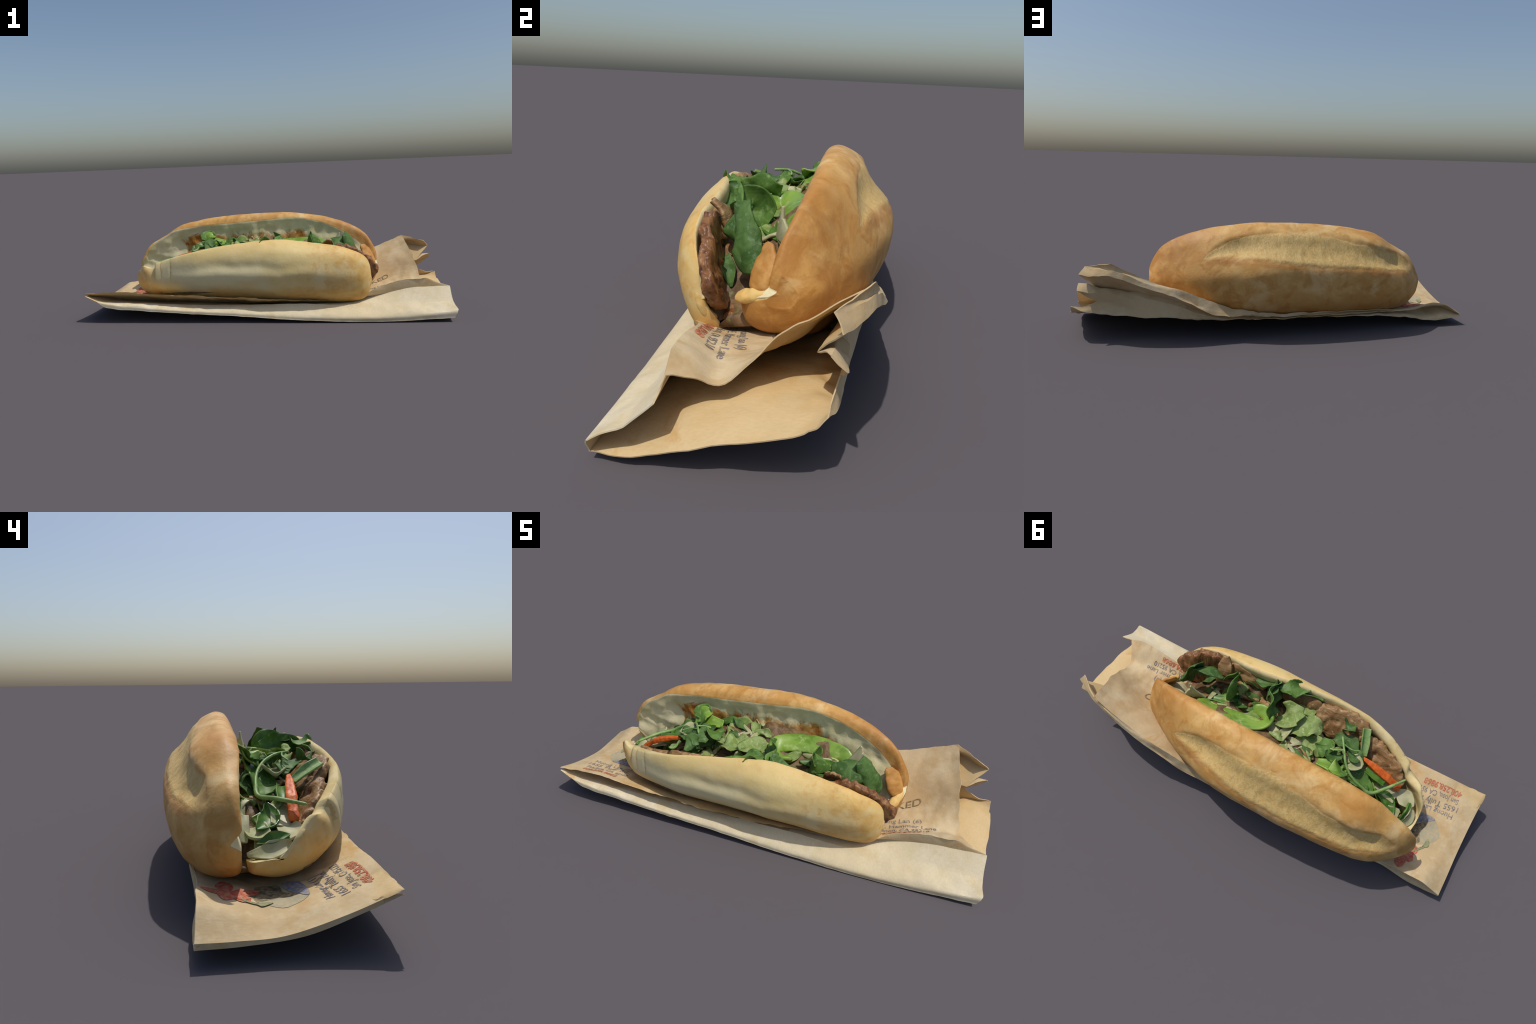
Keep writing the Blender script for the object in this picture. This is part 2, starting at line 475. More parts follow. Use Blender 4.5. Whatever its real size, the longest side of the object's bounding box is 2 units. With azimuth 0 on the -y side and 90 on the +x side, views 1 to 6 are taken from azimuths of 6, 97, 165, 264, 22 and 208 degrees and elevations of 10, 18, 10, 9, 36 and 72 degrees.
# ---------------------------------------------------------------- paper bag: rails run along x
RAILS = {
    "front_low": [(-.984, -.293, .150), (-.92, -.300, .122), (-.865, -.302, .088), (-.42, -.312, .053), (-.10, -.318, .033), (.35, -.328, .006), (.62, -.330, .002), (.985, -.327, .018)],
    "front_roll": [(-.982, -.288, .150), (-.90, -.297, .116), (-.42, -.306, .072), (.0, -.311, .050), (.35, -.322, .034), (.62, -.325, .035), (1.000, -.322, .062)],
    "front_crease": [(-.980, -.278, .149), (-.90, -.270, .116), (-.60, -.262, .097), (-.40, -.252, .086), (-.10, -.246, .080), (.15, -.252, .085), (.40, -.254, .076), (.60, -.245, .080), (.80, -.245, .090), (.992, -.250, .095)],
    "front_tuck": [(-.978, -.225, .138), (-.88, -.150, .102), (-.70, -.12, .078), (-.40, -.11, .066), (.0, -.12, .052), (.35, -.14, .060), (.60, -.175, .105), (.84, -.190, .154), (.990, -.187, .154)],
    "top_front": [(-.986, -.291, .163), (-.90, -.285, .167), (-.65, -.287, .158), (-.37, -.297, .147), (-.10, -.294, .130), (.10, -.268, .114), (.27, -.244, .099), (.38, -.243, .106), (.50, -.236, .124), (.65, -.190, .163), (.84, -.192, .206), (.926, -.184, .174)],
    "top_one": [(-.989, -.15, .108), (-.90, -.15, .118), (-.70, -.14, .102), (-.40, -.14, .088), (.0, -.14, .070), (.35, -.13, .078), (.50, -.12, .100), (.70, -.10, .142), (.875, -.065, .160)],
    "top_two": [(-.994, .0, .066), (-.90, .01, .082), (-.70, .0, .076), (-.40, .0, .076), (.0, .0, .070), (.35, .0, .085), (.55, .03, .125), (.70, .05, .170), (.848, .045, .268)],
    "top_three": [(-.996, .12, .060), (-.90, .12, .090), (-.70, .13, .092), (-.40, .13, .080), (.0, .14, .080), (.30, .14, .105), (.55, .14, .195), (.70, .14, .262), (.826, .145, .325)],
    "top_back": [(-.996, .220, .060), (-.94, .216, .094), (-.89, .214, .120), (-.825, .216, .127), (-.766, .214, .118), (-.70, .212, .102), (-.40, .255, .113), (.0, .260, .118), (.23, .262, .155), (.31, .262, .180), (.43, .262, .228), (.58, .255, .277), (.72, .240, .340), (.80, .227, .378)],
    "tab_upper": [(-.997, .222, .057), (-.89, .215, .114), (-.82, .217, .120), (-.70, .214, .098), (.0, .268, .112), (.34, .280, .152), (.55, .272, .248), (.65, .262, .292), (.82, .218, .350), (.925, .145, .348)],
    "back_fold": [(-.997, .222, .055), (-.89, .213, .108), (-.82, .214, .112), (-.70, .214, .094), (-.30, .268, .102), (.0, .275, .107), (.20, .285, .128), (.34, .288, .135), (.45, .285, .192), (.55, .280, .233), (.65, .268, .272), (.82, .228, .322), (.942, .164, .312)],
    "back_tuck": [(-.995, .206, .054), (-.90, .155, .080), (-.80, .135, .080), (-.70, .165, .082), (-.30, .205, .093), (.0, .225, .099), (.30, .240, .122), (.55, .190, .195), (.75, .150, .238), (.872, .120, .242)],
    "back_lip": [(-.996, .217, .051), (-.90, .205, .058), (-.80, .200, .052), (-.70, .205, .072), (-.30, .248, .090), (.0, .255, .0935), (.30, .255, .111), (.55, .208, .178), (.75, .168, .228), (.945, .147, .275)],
    "lip_low": [(-.996, .219, .049), (-.90, .218, .050), (-.80, .214, .044), (-.70, .214, .068), (-.30, .250, .0895), (.0, .257, .093), (.30, .254, .108), (.55, .210, .160), (.75, .182, .205), (.952, .184, .250)],
    "back_mid": [(-.997, .220, .047), (-.90, .224, .042), (-.80, .220, .039), (-.70, .218, .063), (-.30, .250, .089), (.0, .256, .092), (.30, .250, .104), (.55, .210, .128), (.75, .180, .160), (.872, .170, .186)],
    "back_low": [(-.998, .222, .044), (-.92, .226, .038), (-.854, .226, .029), (-.79, .222, .034), (-.72, .219, .053), (-.65, .223, .064), (-.20, .250, .088), (.30, .240, .098), (.55, .212, .105), (.75, .188, .120), (.92, .172, .150), (.990, .152, .166)],
    "base_back": [(-.997, .10, .047), (-.90, .10, .048), (-.50, .10, .052), (.0, .10, .058), (.50, .10, .085), (.80, .11, .125), (.995, .110, .130)],
    "base_mid": [(-.993, -.05, .062), (-.90, -.05, .060), (-.50, -.05, .046), (.0, -.05, .030), (.50, -.05, .062), (.80, -.05, .105), (.996, -.03, .090)],
    "base_front": [(-.988, -.20, .113), (-.90, -.20, .097), (-.40, -.21, .055), (.0, -.22, .025), (.40, -.24, .018), (.80, -.24, .045), (.996, -.235, .022)],
}
NAMES = list(RAILS)
SOFT = {"top_one", "top_two", "top_three", "base_back", "base_mid", "base_front", "front_roll"}
PALE = {"front_low", "front_roll"}


def build_bag(parts):
    nu = 150
    U = np.linspace(0, 1, nu)
    rails = []
    for nme in NAMES:
        r = np.array(RAILS[nme], float)
        x = r[0, 0] + (r[-1, 0] - r[0, 0]) * U
        rails.append(np.stack([x, pchip(r[:, 0], r[:, 1], x), pchip(r[:, 0], r[:, 2], x)], 1))
    R = np.array(rails)                       # rail, u, 3
    k = len(NAMES); prof, owner = [], []
    for i in range(k):
        a, b, c, d = R[i - 1], R[i], R[(i + 1) % k], R[(i + 2) % k]
        soft_a, soft_b = NAMES[i] in SOFT, NAMES[(i + 1) % k] in SOFT
        seg = 10 if NAMES[i] in ("top_front", "top_one", "top_two", "top_three", "base_back", "base_mid", "base_front", "back_low") else 7
        for t in np.arange(seg) / seg:
            ta = (c - a) / 2 if soft_a else (c - b); tb = (d - b) / 2 if soft_b else (c - b)
            prof.append((1 + 2 * t) * (1 - t) ** 2 * b + t * (1 - t) ** 2 * ta + t * t * (3 - 2 * t) * c + t * t * (t - 1) * tb)
            owner.append(NAMES[i])
    P = np.array(prof).transpose(1, 0, 2)     # u, profile, 3
    m = P.shape[1]
    # crumple: soft dents and a few straight wrinkles
    for a in range(nu):
        g = min(1, a / 8)
        for b in range(m):
            p = P[a, b]
            mouth = max(0, min(1, (p[0] - .55) / .35))
            w = .008 * nz(p, 5, 41) + .010 * (abs(nz((p[0], p[1] * 1.6, p[2]), 7, 44)) - .25) - .006 * (abs(nz((p[0] * 1.4, p[1], p[2]), 14, 48)) - .25) + .0015 * nz(p, 26, 47)
            e = .35 if owner[b].startswith("base") or owner[b] in ("front_low", "front_tuck", "front_crease") else 1
            w += mouth * (.010 * nz(p, 11, 51) + .006 * nz(p, 24, 54))
            P[a, b] = p + np.array((mouth * .020 * nz((p[1], p[2], 0), 13, 57), .35 * w, w)) * g * e
    P[:, :, 2] = np.maximum(P[:, :, 2], .003)
    verts = P.reshape(-1, 3); faces, idx = [], []
    for a in range(nu - 1):
        for b in range(m):
            b2 = (b + 1) % m
            faces.append((a * m + b, a * m + b2, (a + 1) * m + b2, (a + 1) * m + b)); idx.append(1 if owner[b] in PALE or (owner[b] == "front_crease" and verts[a * m + b][0] > .18) else 0)  # slot fold left of x .18 coloured darker tan for the shadow inside it
    # close the sealed end
    cen = len(verts)
    base_i = [b for b in range(m)]
    half = m // 2
    me = bpy.data.meshes.new("paper_bag")
    me.from_pydata(verts.tolist(), [], faces)
    for kind in ("tan", "pale", "inside"):
        me.materials.append(paper_material(kind))
    me.polygons.foreach_set("material_index", idx)
    bm = bmesh.new(); bm.from_mesh(me); bm.verts.ensure_lookup_table()
    ends = [bm.edges.get((bm.verts[b], bm.verts[(b + 1) % m])) for b in range(m)]
    bmesh.ops.triangle_fill(bm, use_beauty=True, edges=[e for e in ends if e])
    bmesh.ops.recalc_face_normals(bm, faces=bm.faces)
    bm.to_mesh(me); bm.free()
    o = bpy.data.objects.new("paper_bag", me); SC.objects.link(o)
    s = o.modifiers.new("thick", "SOLIDIFY"); s.thickness = .003; s.offset = -1; s.use_rim = True; s.material_offset = 2
    dg = bpy.context.evaluated_depsgraph_get()
    me2 = bpy.data.meshes.new_from_object(o.evaluated_get(dg))
    o.modifiers.clear(); o.data = me2; me2.name = "paper_bag"
    me2.polygons.foreach_set("use_smooth", [True] * len(me2.polygons))
    smooth_by_angle(o, 35)
    return o


bag = build_bag(None)
bag["label"] = "crumpled kraft paper takeaway bag with printed lettering"
bag["category"] = "paper bag"
BAG_TREE = BVHTree.FromObject(bag, bpy.context.evaluated_depsgraph_get())


def drape(x, y, lift=.0012, top=.55):
    hit, nor, _, _ = BAG_TREE.ray_cast(Vector((x, y, top)), Vector((0, 0, -1)))
    if hit is None:
        return None
    return hit + (nor if nor.z > 0 else -nor) * lift


def ink(name, rgb):
    k = N("ink_" + name)
    f = k.noise(70, 3, .6, seed=3)
    return k.done(k.mix(k.ramp(f, .30, .72, .10, .68), rgb, (.54, .39, .21)), .7, .2)


INK_BLUE, INK_RED, INK_BLACK = ink("blue", (.10, .13, .20)), ink("red", (.52, .075, .04)), ink("black", (.035, .028, .018))


def lettering(text, at, to, size, mat, name, bold=0.0, shear=0.0):
    """text on the top sheet, its baseline running from at towards to; stretched to fit"""
    c = bpy.data.curves.new(name, "FONT"); c.body = text; c.size = 1; c.offset = bold; c.shear = shear; c.resolution_u = 3
    t = bpy.data.objects.new("tmp", c); SC.objects.link(t)
    dg = bpy.context.evaluated_depsgraph_get(); dg.update()
    me = bpy.data.meshes.new_from_object(t.evaluated_get(dg))
    bpy.data.objects.remove(t); bpy.data.curves.remove(c)
    bm = bmesh.new(); bm.from_mesh(me); bpy.data.meshes.remove(me)
    bmesh.ops.triangulate(bm, faces=bm.faces)
    bmesh.ops.subdivide_edges(bm, edges=[e for e in bm.edges if e.calc_length() > .25], cuts=2)
    w = max(v.co.x for v in bm.verts)
    A, B = np.array(at), np.array(to); L = np.linalg.norm(B - A); e1 = (B - A) / L; e2 = np.array((-e1[1], e1[0]))
    for v in bm.verts:
        p = A + e1 * (v.co.x / w * L) + e2 * v.co.y * size
        q = drape(*p)
        v.co = q if q is not None else Vector((p[0], p[1], .1))
    me = bpy.data.meshes.new(name); bm.to_mesh(me); bm.free()
    me.materials.append(mat)
    o = bpy.data.objects.new(name, me); SC.objects.link(o); o.parent = bag
    return o


lettering("Huong Lan (1)", (-.900, -.143), (-.700, -.132), .036, INK_BLUE, "lettering", .01)
lettering("1655 Tully Rd.", (-.912, -.182), (-.690, -.162), .036, INK_BLUE, "lettering", .01)
lettering("San Jose, CA 95122", (-.892, -.214), (-.672, -.203), .034, INK_BLUE, "lettering", .01)
lettering("408.258.9868", (-.890, -.250), (-.705, -.243), .036, INK_RED, "lettering", .03)
lettering("Huong Lan (6)", (.525, -.098), (.722, -.074), .034, INK_BLUE, "lettering", .01)
lettering("305 E. Hammer Lane", (.500, -.133), (.786, -.109), .033, INK_BLUE, "lettering", .01)
lettering("Stockton, CA 95210", (.52, -.160), (.760, -.144), .031, INK_BLUE, "lettering", .01)
lettering("209.474.6868", (.54, -.188), (.728, -.176), .031, INK_RED, "lettering", .03)
lettering("BAKED", (.535, -.022), (.705, .028), .052, INK_BLACK, "lettering", .01, .15)


def print_patch(name, pts, mat, lift=.001):
    """a flat printed patch on the top sheet: an outline filled and draped"""
    loop = catmull(list(pts) + [pts[0]], 40)[:-1]
    c = loop.mean(axis=0)
    V, F = [], []
    rings = [0, .35, .7, 1]
    for r in rings[1:]:
        for p in loop:
            q = c + (p - c) * r
            h = drape(q[0], q[1], lift); V.append(h if h is not None else Vector((q[0], q[1], .1)))
    h = drape(c[0], c[1], lift); V.append(h)
    n = len(loop)
    for j in range(n):
        F.append((j, (j + 1) % n, len(V) - 1))
        for r in range(len(rings) - 2):
            F.append((r * n + j, (r + 1) * n + j, (r + 1) * n + (j + 1) % n, r * n + (j + 1) % n))
    return mesh_object(name, V, F, mat, bag)


P_RED = ink("flower_red", (.50, .035, .03)); P_BLUE = ink("map_blue", (.06, .13, .27)); P_DARK = ink("map_dark", (.06, .065, .045))
P_GREEN = ink("stem_green", (.07, .20, .09)); P_GREY = ink("map_grey", (.33, .33, .24))
fc = np.array((-.762, .118))
for j, (ang, ln) in enumerate(((20, .085), (95, .085), (155, .062), (215, .075), (285, .085))):
    a = math.radians(ang); d = np.array((math.cos(a), math.sin(a))); s = np.array((-d[1], d[0]))
    print_patch("printed_petal", [fc, fc + d * ln * .45 + s * .026, fc + d * ln * .85 + s * .018, fc + d * ln, fc + d * ln * .8 - s * .02, fc + d * ln * .4 - s * .022], P_RED, .0012 + j * .0003)
print_patch("printed_map", [(-.70, .04), (-.775, .058), (-.828, .045), (-.885, -.015), (-.838, -.085), (-.775, -.09), (-.70, -.05)], P_GREY, .0010)
print_patch("printed_map", [(-.70, .045), (-.77, .058), (-.815, .045), (-.80, .0), (-.808, -.064), (-.76, -.03), (-.70, -.02)], P_DARK, .0016)
print_patch("printed_map", [(-.70, -.03), (-.77, -.045), (-.835, -.086), (-.775, -.092), (-.70, -.08)], P_BLUE, .0022)
print_patch("printed_bud", [(-.775, .098), (-.80, .112), (-.812, .098), (-.80, .070), (-.785, .066)], P_RED, .0030)
print_patch("printed_stem", [(-.795, .098), (-.818, .088), (-.845, .055), (-.860, .040), (-.850, .012), (-.842, .015), (-.850, .040), (-.836, .055), (-.812, .080)], P_GREEN, .0034)

# ---------------------------------------------------------------- fillings
M = {
    "leaf_dark": two_tone("herb_leaf_dark", (.055, .120, .026), (.115, .215, .055), 20, .55, .18, (.16, .27, .12), spec=.25),
    "leaf_green": two_tone("herb_leaf_green", (.080, .175, .030), (.155, .285, .060), 20, .5, .22, (.24, .38, .11), spec=.3),
    "lettuce": two_tone("lettuce_leaf", (.24, .35, .085), (.39, .49, .18), 26, .55, .3, (.54, .60, .31), spec=.25),
    "lettuce_rib": two_tone("lettuce_rib", (.40, .41, .19), (.58, .55, .34), 16, .5, .15),
    "pepper": two_tone("green_pepper", (.11, .22, .022), (.22, .355, .050), 10, .4, .0, (.34, .44, .13), coat=.1, bump=.1),
    "flesh": two_tone("pepper_flesh", (.38, .46, .13), (.52, .57, .24), 12, .45, .0, bump=.1),
    "pepper_dark": two_tone("jalapeno_skin", (.04, .12, .014), (.11, .23, .035), 14, .4, .0, coat=.05, bump=.1),
    "stem": two_tone("herb_stem", (.16, .29, .07), (.28, .41, .15), 30, .45, .0, bump=.1),
    "carrot": two_tone("carrot", (.60, .10, .012), (.72, .17, .022), 40, .45, .0, (.48, .07, .01), bump=.2),
    "pork": two_tone("roast_pork", (.225, .115, .040), (.355, .215, .095), 22, .5, .0, (.46, .32, .17), stretch=(.5, 1, 1.6), bump=.6),
    "glaze": two_tone("glazed_pork", (.125, .043, .013), (.275, .125, .042), 26, .4, .0, (.045, .022, .018), stretch=(1.5, 1, .45), coat=.15, bump=.6),
    "onion": two_tone("pickled_radish", (.45, .45, .24), (.61, .58, .36), 14, .45, .2, bump=.1),
    "cucumber": two_tone("cucumber_flesh", (.36, .39, .17), (.52, .50, .29), 14, .45, .1, bump=.1),
    "bed": two_tone("chopped_pork", (.10, .055, .022), (.22, .13, .06), 20, .6, .0, (.15, .17, .045), bump=.8),
}


def sheet(name, spine, half, up, mat, camber=0.0, ruffle=0.0, freq=3.0, prof="leaf", lobes=0, thick=.004, seed=0, parent=None):
    """a leaf or slice: a thin curved blade with thickness, along a spine"""
    nu, nv = 36, 15
    S = catmull(spine, nu)
    T = np.gradient(S, axis=0)
    if prof in ("leaf", "broad"):
        camber *= 1.3; ruffle *= 1.5
    up = np.array(up, float); ups = catmull(up, nu) if up.ndim == 2 else np.repeat(up[None], nu, 0)
    hw = np.interp(np.linspace(0, 1, nu), np.linspace(0, 1, len(half)), half) if isinstance(half, (list, tuple)) else np.full(nu, half)
    G = np.zeros((nu, nv, 3)); NN = np.zeros((nu, nv, 3))
    rnd = random.Random(seed + len(name) * 31)
    ph = rnd.random() * 6
    for i in range(nu):
        u = i / (nu - 1); t = unit(T[i]); s = unit(np.cross(t, ups[i])); n = np.cross(s, t)
        w = hw[i]
        if prof == "leaf":
            w *= max(.04, math.sin(math.pi * min(max(u * .94 + .03, 0), 1)) ** .6)
        elif prof == "broad":
            w *= max(.10, math.sin(math.pi * min(max(u * .9 + .07, 0), 1)) ** .35)
        elif prof == "tip":
            w *= max(.04, (1 - u) ** .7)
        for j in range(nv):
            v = -1 + 2 * j / (nv - 1)
            ww = w
            if lobes:
                ww *= 1 - .22 * abs(math.sin(lobes * math.pi * u + ph * (1 if v > 0 else 1.6))) * abs(v) - .05 * abs(math.sin(lobes * 4.3 * math.pi * u)) * abs(v)
            p = S[i] + s * v * ww + n * (camber * w * (1 - v * v) if camber else 0)
            rp = ruffle * (abs(v) ** 1.5) * math.sin(freq * 2 * math.pi * u + ph + (1.7 if v > 0 else 0)) + ruffle * .6 * nz(p, 14, ph)
            G[i, j] = p + n * rp; NN[i, j] = n
    A = G + NN * thick / 2; B = G - NN * thick / 2
    V = np.vstack([A.reshape(-1, 3), B.reshape(-1, 3)]); o = nu * nv; F = []
    q = lambda i, j: i * nv + j
    for i in range(nu - 1):
        for j in range(nv - 1):
            F.append((q(i, j), q(i + 1, j), q(i + 1, j + 1), q(i, j + 1)))
            F.append((o + q(i, j), o + q(i, j + 1), o + q(i + 1, j + 1), o + q(i + 1, j)))
        for j in (0, nv - 1):
            F.append((q(i, j), q(i + 1, j), o + q(i + 1, j), o + q(i, j)))
    for j in range(nv - 1):
        for i in (0, nu - 1):
            F.append((q(i, j), q(i, j + 1), o + q(i, j + 1), o + q(i, j)))
    return mesh_object(name, V, F, M[mat] if isinstance(mat, str) else mat, parent or sandwich)


def bar(name, spine, a, b, up, mat, power=2.0, lumps=0.0, lf=20, nu=40, nv=24, taper=None, seed=0, ends=.12):
    """a solid bar along a spine: superellipse section, half-sizes a (sideways) and b (along up)"""
    S = catmull(spine, nu); T = np.gradient(S, axis=0); up = np.array(up, float)
    ups = catmull(up, nu) if up.ndim == 2 else np.repeat(up[None], nu, 0)
    arr = lambda q: np.interp(np.linspace(0, 1, nu), np.linspace(0, 1, len(q)), q) if isinstance(q, (list, tuple)) else np.full(nu, q)
    a, b = arr(a), arr(b)
    V, F = [], []
    for i in range(nu):
        u = i / (nu - 1); t = unit(T[i]); s = unit(np.cross(t, ups[i])); n = np.cross(s, t)
        e = 1.0
        if ends:
            e = min(1, math.sqrt(max(0, 1 - max(0, 1 - u / ends) ** 2)), math.sqrt(max(0, 1 - max(0, 1 - (1 - u) / ends) ** 2)))
            e = max(e, .05)
        for j in range(nv):
            th = 2 * math.pi * j / nv; c, d = math.cos(th), math.sin(th)
            r = (abs(c) ** power + abs(d) ** power) ** (-1 / power)
            p = S[i] + s * (a[i] * r * c * e) + n * (b[i] * r * d * e)
            if lumps:
                p = p + unit(p - S[i]) * lumps * (nz(p, lf, seed) + .6 * nz(p, lf * 2.3, seed + 4) - .45 * abs(nz(p, lf * 1.3, seed + 9)))
            V.append(p)
    for i in range(nu - 1):
        for j in range(nv):
            j2 = (j + 1) % nv
            F.append((i * nv + j, i * nv + j2, (i + 1) * nv + j2, (i + 1) * nv + j))
    F.append(tuple(range(nv))); F.append(tuple((nu - 1) * nv + j for j in range(nv)))
    return mesh_object(name, V, F, M[mat] if isinstance(mat, str) else mat, sandwich)


# bed of chopped meat and vegetables that everything else lies on
BED_X = [-.70, -.62, -.5, -.35, -.1, .1, .3, .42, .5, .56]
BED_Z = [.145, .155, .185, .225, .268, .300, .295, .240, .175, .145]


def bed_span(x):
    yr, zr, yo, zb, yh, zh = bun_at(x); l = lid_at(x)
    return lerp(yo, yr, .5) + .035, l[0] + .12 * (l[3] - l[0])


def bed_top(x, y):
    y0, y1 = bed_span(x); t = (y - y0) / (y1 - y0); zt = float(pchip(BED_X, BED_Z, x))
    r = max(0, min(1, (t - .36) / .5)); r = r * r * (3 - 2 * r)          # packed higher against the upper half
    edge = max(0, min(1, (5 + 5 * max(0, min(1, x / .1))) * t)); zt += lerp(.118, .090, max(0, min(1, x / .1))) * r * min(1, max(0, (x + .66) / .25)) * min(1, max(0, (.47 - x) / .2))
    return lerp(.12 + .3 * (zt - .12), zt, edge ** .5) + edge * (.030 * nz((x, y, zt), 11, 60) + .018 * nz((x, y, zt), 25, 63))


def bed():
    xs = np.linspace(-.70, .56, 150); m = 40; V, F = [], []
    for x in xs:
        y0, y1 = bed_span(x)
        V += [(x, y, bed_top(x, y)) for y in np.linspace(y0, y1, m)]
    o = len(V); n = len(xs)
    for x in xs:                                              # narrower underside, inside the curve of the lower half
        y0, y1 = bed_span(x); yr, zr, yo, zb, yh, zh = bun_at(x); f = min(y0 + .09, lerp(yo, yh, .42))
        V += [(x, lerp(max(y0, f), min(y1, max(yh, f + .02) + .02), j / (m - 1)), .122) for j in range(m)]
    for i in range(n - 1):
        for j in range(m - 1):
            a, b, c, d = i * m + j, i * m + j + 1, (i + 1) * m + j + 1, (i + 1) * m + j
            F += [(a, b, c, d), (o + a, o + d, o + c, o + b)]
        for j in (0, m - 1):
            F.append((i * m + j, (i + 1) * m + j, o + (i + 1) * m + j, o + i * m + j))
    for j in range(m - 1):
        for i in (0, n - 1):
            F.append((i * m + j, i * m + j + 1, o + i * m + j + 1, o + i * m + j))
    mesh_object("chopped_filling", V, F, M["bed"], sandwich)["kind"] = "stuff"


bed()

# shreds and torn leaves packed into the bed
rnd = random.Random(21)
KINDS = [("lettuce_leaf", "lettuce", .05, .024, .005), ("herb_leaf", "leaf_green", .05, .022, .004), ("herb_leaf", "leaf_dark", .05, .022, .004),
         ("radish_shred", "onion", .05, .008, .010), ("pork_shred", "pork", .05, .018, .016), ("lettuce_rib", "lettuce_rib", .05, .011, .010),
         ("pepper_strip", "pepper_dark", .045, .010, .008), ("carrot_shred", "carrot", .045, .006, .007)]
for n in range(125):
    x = rnd.uniform(-.655, .43); y0, y1 = bed_span(x)
    t = rnd.uniform(.10, .95); y = lerp(y0, y1, t)
    w = [3, 3, 3, 2, 3, 2.2, 1.2, .15] if t > .35 else [1, 1.2, 1.6, .4, 5, .5, .4, .1]
    if .02 < x < .40 and y > -.07:
        continue                                              # room for the curl of pepper
    nme, mt, ln, hw, th = KINDS[rnd.choices(range(8), w)[0]]
    a = rnd.uniform(-.9, .9) + (math.pi / 2 if rnd.random() < .3 else 0)
    d = np.array((math.cos(a), math.sin(a))); L = ln * rnd.uniform(.7, 1.3)
    sp = []
    for q in (-1, -.3, .4, 1):
        px, py = x + d[0] * L * q, y + d[1] * L * q
        py = min(max(py, y0 + .02), y1 - .015); px = min(max(px, -.69), .50)
        sp.append((px, py, bed_top(px, py) + .010 + .016 * rnd.random() - .012 * abs(q)))
    flat = nme in ("lettuce_leaf", "herb_leaf")
    sheet(nme, sp, [hw * rnd.uniform(.6, 1), hw, hw * rnd.uniform(.6, 1)], (rnd.uniform(-.5, .5), rnd.uniform(-.7, .2), 1), mt,
          rnd.uniform(-.5, .3), .005 if flat else .002, 1.5, "leaf" if flat else "strip", 2 if flat and rnd.random() < .4 else 0, th, n)

# roast pork slices along the lower half
bar("pork_slice", [(.590, -.160, .205), (.56, -.168, .226), (.52, -.178, .250), (.47, -.190, .266), (.42, -.202, .282), (.32, -.216, .30)], [.052, .086, .100, .118, .104, .07], .019, [(.3, .95, .08), (.25, 1, .08), (.1, 1, .1)], "glaze", 8, .014, 26, 80, 48, ends=.015, seed=3)
bar("pork_slice", [(.42, -.222, .330), (.35, -.212, .345), (.25, -.222, .345), (.14, -.224, .342)], .040, .016, (0, .85, .5), "pork", 5, .010, 24, seed=5)
bar("pork_slice", [(.14, -.220, .345), (.05, -.228, .352), (-.06, -.232, .355), (-.14, -.232, .350)], .042, .016, (0, .85, .5), "pork", 5, .012, 24, seed=6)
bar("pork_slice", [(-.11, -.200, 0.328), (-.20, -.208, 0.333), (-.29, -.212, 0.330), (-.385, -.192, 0.304)], [.05, .076, .078, .055], .018, [(.1, .80, .7), (0, .72, .7)], "pork", 5, .016, 22, 70, 40, seed=8)
bar("pork_slice", [(-.335, -.205, 0.315), (-.45, -.178, 0.286), (-.54, -.142, 0.260), (-.612, -.104, 0.225)], [.045, .062, .060, .034], .018, [(0, .75, .65), (0, .75, .65)], "pork", 5, .016, 22, 70, 40, seed=11)
bar("pork_slice", [(.12, .03, .30), (0, .05, .32), (-.15, .05, .32), (-.28, .04, .295)], .045, .025, (0, -.4, 1), "pork", 2.6, .014, 18, seed=14)
bar("pork_slice", [(-.30, .04, .29), (-.40, .035, .26), (-.50, .03, .225)], .04, .025, (0, -.3, 1), "pork", 2.6, .014, 18, seed=17)
sheet("pork_shred", [(.345, -.17, .35), (.35, -.195, .39), (.36, -.222, .425)], [.04, .035, .012], (0, 1, .4), "pork", .2, .006, 1, "strip", 0, .012, 2)
bar("pork_shred", [(.555, -.125, .130), (.50, -.12, .150), (.42, -.11, .18)], .03, .018, (0, 0, 1), "glaze", 2.4, .010, 20, seed=33)

# dark herb leaves
sheet("herb_leaf", [(.33, -.135, .375), (.38, -.142, .385), (.43, -.132, .375), (.475, -.118, .335)], [.035, .052, .056, .045], [(0, -.7, .7), (.2, -.8, .55)], "leaf_dark", .2, .006, 1.3, "broad", 0, .004, 1)
sheet("herb_leaf", [(.435, -.118, .440), (.462, -.110, .392), (.495, -.095, .330), (.515, -.088, .262)], [.046, .055, .062, .050], [(.8, -.55, .3), (.8, -.55, .2)], "leaf_dark", .25, .006, 1.3, "broad", 1, .004, 2)
sheet("herb_leaf", [(.270, -.178, .425), (.265, -.135, .418), (.262, -.10, .395), (.262, -.085, .325)], [.03, .044, .05, .02], [(1, -.1, .3), (1, -.2, .2)], "leaf_green", -.25, .006, 1.5, "broad", 0, .004, 3)
sheet("herb_leaf", [(.285, -.15, .37), (.275, -.155, .42), (.262, -.165, .462)], [.05, .045, .022], (.5, -1, .2), "leaf_green", .4, .005, 1, "tip", 0, .004, 4)
sheet("herb_leaf", [(.20, -.205, 0.365), (.15, -.215, 0.390), (.09, -.225, 0.410), (.03, -.235, 0.410)], [.025, .04, .045, .03], [(0, -.6, .9), (0, -.3, 1)], "leaf_dark", -.3, .008, 1.5, "leaf", 0, .004, 5)
